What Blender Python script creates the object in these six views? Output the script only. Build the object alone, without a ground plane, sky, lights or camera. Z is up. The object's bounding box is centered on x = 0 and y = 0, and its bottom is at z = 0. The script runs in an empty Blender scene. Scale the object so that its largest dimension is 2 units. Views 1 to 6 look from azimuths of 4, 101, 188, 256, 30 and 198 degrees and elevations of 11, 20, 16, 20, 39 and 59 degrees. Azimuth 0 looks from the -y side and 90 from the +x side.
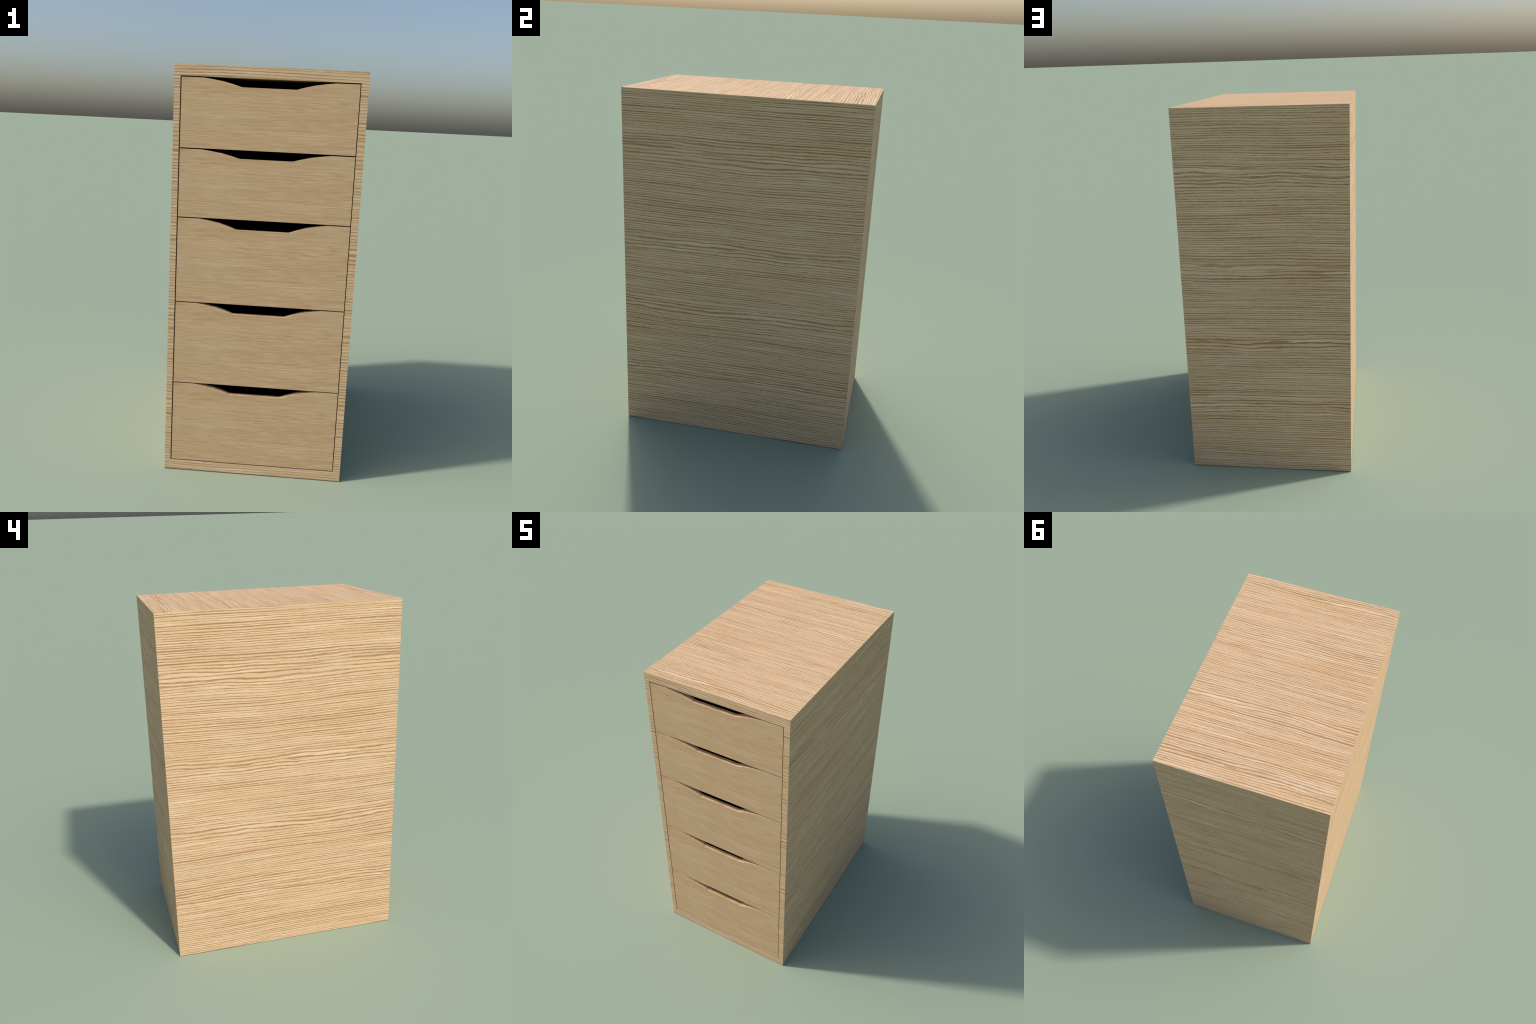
"""Tall oak-veneer chest of five drawers with scooped finger notches.
Frame: metres, z up, front towards -y.  4 : 6 : 9 proportions (0.889 x 1.333 x 2.0 m)."""
import bpy, bmesh, math

# ------------------------------------------------------------------ sizes
HW, HD, H = 0.4446, 0.6662, 2.0      # half width, front face distance, height
REAR = 0.6667                               # rear face
OPEN_L, OPEN_R = -0.4157, 0.4096            # drawer opening: left and right edge (left stile is slimmer)
OPEN_TOP, OPEN_BOTTOM = 1.9480, 0.0487      # opening, top and bottom edge
BACK_T = 0.020                              # back panel thickness
GAP = 0.0054                                # gap above and below every drawer front
DRAWER_L, DRAWER_R = -0.4103, 0.4056       # ends of the drawer fronts
FRONT_T = 0.0302                            # drawer front thickness
SMALL_H = 0.3202                            # height of the two upper fronts
TALL_H = (OPEN_TOP - OPEN_BOTTOM - 6 * GAP - 2 * SMALL_H) / 3
NOTCH_CX = -0.0045
# half profile of the scooped notch: distance from its centre, depth (upper drawers)
NOTCH = [(0.301, 0.0), (0.266, 0.0043), (0.2090, 0.0130), (0.166, 0.0236), (0.1245, 0.0356)]


# ------------------------------------------------------------------ node helper
class Graph:
    def __init__(self, name):
        self.mat = bpy.data.materials.new(name)
        self.mat.use_nodes = True
        self.nt = self.mat.node_tree
        self.nt.nodes.clear()

    def node(self, kind, **props):
        n = self.nt.nodes.new(kind)
        for k, v in props.items():
            setattr(n, k, v)
        return n

    def put(self, socket, value):
        if isinstance(value, bpy.types.NodeSocket):
            self.nt.links.new(value, socket)
        else:
            socket.default_value = value

    def math(self, op, a, b=0.0, c=0.0, clamp=False):
        n = self.node('ShaderNodeMath', operation=op, use_clamp=clamp)
        self.put(n.inputs[0], a)
        self.put(n.inputs[1], b)
        self.put(n.inputs[2], c)
        return n.outputs[0]

    def vec(self, x, y, z=0.0):
        n = self.node('ShaderNodeCombineXYZ')
        for i, v in enumerate((x, y, z)):
            self.put(n.inputs[i], v)
        return n.outputs[0]

    def noise(self, u, v, su, sv, seed=0.0, detail=2.0, rough=0.5):
        """Noise with its own scale along (u) and across (v) the grain, about -1..1."""
        n = self.node('ShaderNodeTexNoise', noise_dimensions='3D')
        self.put(n.inputs['Vector'], self.vec(self.math('MULTIPLY', u, su), self.math('MULTIPLY', v, sv), seed))
        n.inputs['Scale'].default_value = 1.0
        n.inputs['Detail'].default_value = detail
        n.inputs['Roughness'].default_value = rough
        return self.math('MULTIPLY_ADD', n.outputs['Fac'], 2.0, -1.0)

    def ramp01(self, x, lo, hi):
        n = self.node('ShaderNodeMapRange', interpolation_type='SMOOTHSTEP')
        self.put(n.inputs['Value'], x)
        n.inputs['From Min'].default_value = lo
        n.inputs['From Max'].default_value = hi
        return n.outputs['Result']

    def mix(self, fac, a, b):
        n = self.node('ShaderNodeMix', data_type='RGBA')
        self.put(n.inputs['Factor'], fac)
        self.put(n.inputs[6], a)
        self.put(n.inputs[7], b)
        return n.outputs[2]

    def finish(self, color, rough, bump=None, bump_strength=0.1, spec=0.3):
        p = self.node('ShaderNodeBsdfPrincipled')
        self.put(p.inputs['Base Color'], color)
        self.put(p.inputs['Roughness'], rough)
        p.inputs['Specular IOR Level'].default_value = spec
        if bump is not None:
            b = self.node('ShaderNodeBump')
            b.inputs['Strength'].default_value = bump_strength
            b.inputs['Distance'].default_value = 0.001
            self.put(b.inputs['Height'], bump)
            self.nt.links.new(b.outputs['Normal'], p.inputs['Normal'])
        o = self.node('ShaderNodeOutputMaterial')
        self.nt.links.new(p.outputs[0], o.inputs['Surface'])
        return self.mat


# linear base colours of the oak
OAK_PALE = (0.740, 0.533, 0.342, 1)
OAK_LIGHT = (0.830, 0.645, 0.445, 1)
OAK_MID = (0.670, 0.450, 0.254, 1)
OAK_GOLD = (0.680, 0.440, 0.230, 1)
OAK_GREY = (0.610, 0.475, 0.315, 1)
OAK_DARK = (0.350, 0.198, 0.080, 1)


def veneer(name, along, across, zones, seed, period=0.0122, contrast=0.90):
    """Coarse straight-grained oak.  `along` / `across`: axis index of the grain direction
    and of the direction the year rings are stacked in.  `zones`: where (in metres on the
    across axis) the rings open out into flat-sawn bands: (centre, half width, opening)."""
    g = Graph(name)
    tc = g.node('ShaderNodeTexCoord')
    sep = g.node('ShaderNodeSeparateXYZ')
    g.nt.links.new(tc.outputs['Object'], sep.inputs[0])
    u, v = sep.outputs[along], sep.outputs[across]

    # ring coordinate: metres across the grain, squeezed inside the open zones
    ring, zone = v, 0.0
    for c, w, a in zones:
        t = g.math('TANH', g.math('DIVIDE', g.math('SUBTRACT', v, c), w))
        ring = g.math('MULTIPLY_ADD', t, -a * w, ring)
        zone = g.math('ADD', zone, g.math('SUBTRACT', 1.0, g.math('MULTIPLY', t, t)))
    zone = g.math('MINIMUM', zone, 1.0)
    # slow wander of the rings, a livelier wiggle in the open zones
    ring = g.math('MULTIPLY_ADD', g.noise(u, v, 1.1, 2.2, seed + 1.3, 1.0), 0.022, ring)
    wig = g.math('MULTIPLY', g.noise(u, v, 4.2, 16.0, seed + 4.1, 1.5), g.math('MULTIPLY_ADD', zone, 0.0085, 0.0018))
    ring = g.math('ADD', ring, wig)
    ring = g.math('MULTIPLY_ADD', g.noise(u, v, 20.0, 110.0, seed + 9.1, 2.0), 0.0022, ring)
    # uneven ring widths
    ring = g.math('MULTIPLY_ADD', g.noise(u, ring, 0.35, 40.0, seed + 2.7, 2.0), 0.0100, ring)

    # year rings: dark late-wood lines, width and strength varying along the grain
    wave = g.math('SINE', g.math('MULTIPLY', ring, 2 * math.pi / period))
    vary = g.noise(u, ring, 3.6, 95.0, seed + 6.6, 3.0)
    wave = g.math('MULTIPLY_ADD', vary, 1.00, wave)
    line = g.ramp01(wave, -0.05, 1.00)
    strength = g.math('MULTIPLY_ADD', g.noise(u, ring, 1.3, 28.0, seed + 7.7, 1.0), 0.60, 0.88)
    strength = g.math('MULTIPLY_ADD', g.noise(u, ring, 0.9, 11.0, seed + 22.0, 1.0), 0.22, strength)
    strength = g.math('MULTIPLY_ADD', g.noise(u, v, 40.0, 190.0, seed + 8.4, 2.0), 0.60, strength)
    line = g.math('MULTIPLY', line, strength, clamp=True)
    # now and then a fat brown flame inside the open zones
    flame = g.ramp01(g.noise(u, ring, 4.2, 115.0, seed + 12.4, 1.5), 0.22, 0.46)
    flame = g.math('MULTIPLY', flame, g.math('MULTIPLY', zone, 0.85))
    line = g.math('MAXIMUM', line, flame)

    # ground colour: pale early wood with golden and greyish streaks
    base = g.mix(g.ramp01(g.noise(u, ring, 1.6, 55.0, seed + 3.1, 2.0), -0.45, 0.45), OAK_PALE, OAK_MID)
    base = g.mix(g.math('MULTIPLY', g.ramp01(g.noise(u, v, 2.3, 22.0, seed + 5.5, 2.0), 0.0, 0.5), 0.55), base, OAK_GOLD)
    base = g.mix(g.math('MULTIPLY', g.ramp01(g.noise(u, v, 1.7, 16.0, seed + 15.5, 2.0), 0.02, 0.45), 0.35), base, OAK_GREY)
    pale = g.math('MULTIPLY', g.ramp01(g.noise(u, ring, 2.2, 120.0, seed + 18.0, 2.0), 0.08, 0.45), 0.75)
    base = g.mix(pale, base, OAK_LIGHT)
    fibre = g.noise(u, v, 55.0, 330.0, seed + 11.0, 2.0)
    color = g.mix(g.math('MULTIPLY', line, contrast), base, OAK_DARK)
    hsv = g.node('ShaderNodeHueSaturation')
    g.put(hsv.inputs['Value'], g.math('MULTIPLY_ADD', fibre, 0.15, 1.0))
    g.put(hsv.inputs['Color'], color)
    return g.finish(hsv.outputs['Color'], 0.75, spec=0.10)


def front_veneer(name):
    """Fine, quiet oak of the drawer fronts: thin short fibres running across the front.
    The coordinates are those of the shared front, so every drawer carries the same board."""
    g = Graph(name)
    tc = g.node('ShaderNodeTexCoord')
    sep = g.node('ShaderNodeSeparateXYZ')
    g.nt.links.new(tc.outputs['Object'], sep.inputs[0])
    u, v0 = sep.outputs[0], sep.outputs[2]
    v = g.math('MULTIPLY_ADD', g.noise(u, v0, 2.0, 3.0, 21.0, 1.0), 0.008, v0)
    v = g.math('MULTIPLY_ADD', u, -0.006, v)
    broad = g.noise(u, v, 1.1, 20.0, 3.0, 2.0)
    mid = g.noise(u, v, 3.2, 95.0, 7.0, 2.0)
    fine = g.noise(u, v, 11.0, 330.0, 13.0, 2.0, 0.6)
    f = g.math('MULTIPLY_ADD', mid, 0.42, g.math('MULTIPLY', broad, 0.18))
    f = g.math('MULTIPLY_ADD', fine, 0.76, f)
    base = g.mix(g.ramp01(f, -0.55, 0.55), (0.490, 0.311, 0.165, 1), (0.722, 0.502, 0.304, 1))
    gold = g.math('MULTIPLY', g.ramp01(g.noise(u, v, 1.5, 13.0, 31.0, 2.0), 0.0, 0.45), 0.32)
    base = g.mix(gold, base, (0.600, 0.378, 0.180, 1))
    grey = g.math('MULTIPLY', g.ramp01(g.noise(u, v, 1.3, 11.0, 41.0, 2.0), 0.05, 0.45), 0.40)
    base = g.mix(grey, base, (0.600, 0.450, 0.275, 1))
    # dark pores and pale rays: thin dashes
    pore = g.ramp01(g.noise(u, v, 7.0, 230.0, 51.0, 2.0), 0.30, 0.52)
    base = g.mix(g.math('MULTIPLY', pore, 0.50), base, (0.360, 0.215, 0.100, 1))
    ray = g.ramp01(g.noise(u, v, 5.0, 190.0, 61.0, 2.0), 0.32, 0.55)
    base = g.mix(g.math('MULTIPLY', ray, 0.55), base, (0.800, 0.590, 0.370, 1))

    def streak(z, x0, x1, width, col, amount):
        """one long single fibre line that the board shows on every front"""
        d = g.math('ABSOLUTE', g.math('SUBTRACT', v, z))
        m = g.math('SUBTRACT', 1.0, g.ramp01(d, width * 0.3, width))
        ends = g.math('MULTIPLY', g.ramp01(u, x0 - 0.06, x0 + 0.06), g.math('SUBTRACT', 1.0, g.ramp01(u, x1 - 0.08, x1 + 0.08)))
        m = g.math('MULTIPLY', g.math('MULTIPLY', m, ends), amount)
        return g.mix(m, base, col)
    base = streak(0.078, -0.60, -0.16, 0.0018, (0.34, 0.20, 0.09, 1), 0.60)
    base = streak(0.082, 0.02, 0.60, 0.0022, (0.80, 0.60, 0.38, 1), 0.60)
    base = streak(0.197, -0.15, 0.12, 0.0016, (0.36, 0.21, 0.095, 1), 0.5)
    base = streak(0.030, 0.10, 0.60, 0.0018, (0.36, 0.215, 0.10, 1), 0.45)
    return g.finish(base, 0.70, spec=0.12)


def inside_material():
    g = Graph('near_black_inside')
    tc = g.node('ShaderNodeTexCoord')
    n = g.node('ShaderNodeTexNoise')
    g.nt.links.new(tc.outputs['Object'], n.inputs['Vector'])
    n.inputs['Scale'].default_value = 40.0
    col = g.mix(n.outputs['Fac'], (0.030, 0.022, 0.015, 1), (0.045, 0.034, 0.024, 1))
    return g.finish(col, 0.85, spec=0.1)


UPRIGHT_ZONES = [(1.655, 0.085, 0.42), (1.165, 0.065, 0.40), (0.755, 0.075, 0.42), (0.370, 0.070, 0.42)]
MAT_SIDE = veneer('oak_veneer_side', 1, 2, UPRIGHT_ZONES, 0.0)
MAT_FRONT = veneer('oak_veneer_front', 0, 2, UPRIGHT_ZONES, 20.0, 0.0135, 0.76)
MAT_BACK = veneer('oak_veneer_back', 0, 2, UPRIGHT_ZONES, 60.0, 0.0115)
MAT_TOP = veneer('oak_veneer_top', 0, 1, [(0.590, 0.065, 0.32), (0.200, 0.070, 0.26), (-0.260, 0.060, 0.22), (-0.600, 0.050, 0.25)], 40.0, 0.0114, 0.84)
MAT_DRAWER = front_veneer('oak_veneer_drawer')
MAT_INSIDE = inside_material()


# ------------------------------------------------------------------ geometry
def link(name, mesh, parent):
    ob = bpy.data.objects.new(name, mesh)
    bpy.context.scene.collection.objects.link(ob)
    ob.parent = parent
    return ob


def mesh_from(bm, name, mats):
    bmesh.ops.recalc_face_normals(bm, faces=bm.faces)
    me = bpy.data.meshes.new(name)
    bm.to_mesh(me)
    bm.free()
    for m in mats:
        me.materials.append(m)
    return me


def board(name, lo, hi, parent, inner=None):
    """A panel between two corners; the veneer runs by the way each face looks.
    `inner` = (axis, sign): the face turned to the inside of the carcass, coloured near black."""
    bm = bmesh.new()
    bmesh.ops.create_cube(bm, size=1.0)
    for vt in bm.verts:
        for i in range(3):
            vt.co[i] = lo[i] if vt.co[i] < 0 else hi[i]
    bm.normal_update()
    for f in bm.faces:
        ax = max(range(3), key=lambda i: abs(f.normal[i]))
        f.material_index = 4 if ax == 1 and f.normal.y > 0 else ax
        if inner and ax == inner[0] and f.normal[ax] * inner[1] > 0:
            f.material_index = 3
    return link(name, mesh_from(bm, name, (MAT_SIDE, MAT_FRONT, MAT_TOP, MAT_INSIDE, MAT_BACK)), parent)


def drawer_front_mesh():
    """The front board, 1 : 1 for the upper drawers; lower ones stretch it in height."""
    h = SMALL_H
    left = [(NOTCH_CX - d, h - z) for d, z in NOTCH]
    right = [(NOTCH_CX + d, h - z) for d, z in reversed(NOTCH)]
    outline = [(DRAWER_L, 0), (DRAWER_R, 0), (DRAWER_R, h)] + [p for p in reversed(right)] + [p for p in reversed(left)] + [(DRAWER_L, h)]
    bm = bmesh.new()
    front = [bm.verts.new((px, 0.0, pz)) for px, pz in outline]
    back = [bm.verts.new((px, FRONT_T, pz)) for px, pz in outline]
    bm.faces.new(front)
    rear = bm.faces.new(list(reversed(back)))
    n = len(outline)
    for i in range(n):
        j = (i + 1) % n
        bm.faces.new((front[j], front[i], back[i], back[j]))
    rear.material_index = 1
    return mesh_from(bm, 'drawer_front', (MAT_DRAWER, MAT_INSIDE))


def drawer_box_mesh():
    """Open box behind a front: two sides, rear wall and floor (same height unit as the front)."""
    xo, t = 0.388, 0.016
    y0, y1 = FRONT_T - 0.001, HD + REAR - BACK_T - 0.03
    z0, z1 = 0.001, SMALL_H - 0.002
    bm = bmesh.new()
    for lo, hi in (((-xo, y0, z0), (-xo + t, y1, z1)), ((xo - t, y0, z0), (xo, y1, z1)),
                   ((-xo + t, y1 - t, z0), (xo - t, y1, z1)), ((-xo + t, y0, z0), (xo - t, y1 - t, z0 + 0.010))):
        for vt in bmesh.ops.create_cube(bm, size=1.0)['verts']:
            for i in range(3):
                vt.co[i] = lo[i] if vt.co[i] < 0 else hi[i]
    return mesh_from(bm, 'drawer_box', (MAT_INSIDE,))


chest = bpy.data.objects.new('chest_of_drawers', None)
bpy.context.scene.collection.objects.link(chest)
chest['label'] = 'tall light oak veneer chest with five notched drawers'
chest['category'] = 'drawer cabinet'

yb = REAR - BACK_T
board('top_panel', (-HW, -HD, OPEN_TOP), (HW, yb, H), chest)
board('bottom_panel', (-HW, -HD, 0.0), (HW, yb, OPEN_BOTTOM), chest)
board('side_panel', (-HW, -HD, OPEN_BOTTOM), (OPEN_L, yb, OPEN_TOP), chest)
board('side_panel', (OPEN_R, -HD, OPEN_BOTTOM), (HW, yb, OPEN_TOP), chest)
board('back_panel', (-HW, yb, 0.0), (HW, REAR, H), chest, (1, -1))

front_mesh, box_mesh = drawer_front_mesh(), drawer_box_mesh()
z = OPEN_TOP - GAP
for hgt in (SMALL_H, SMALL_H, TALL_H, TALL_H, TALL_H):
    z -= hgt
    drawer = link('drawer', front_mesh, chest)
    drawer.location = (0.0, -HD, z)
    drawer.scale = (1.0, 1.0, hgt / SMALL_H)
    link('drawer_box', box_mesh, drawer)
    z -= GAP
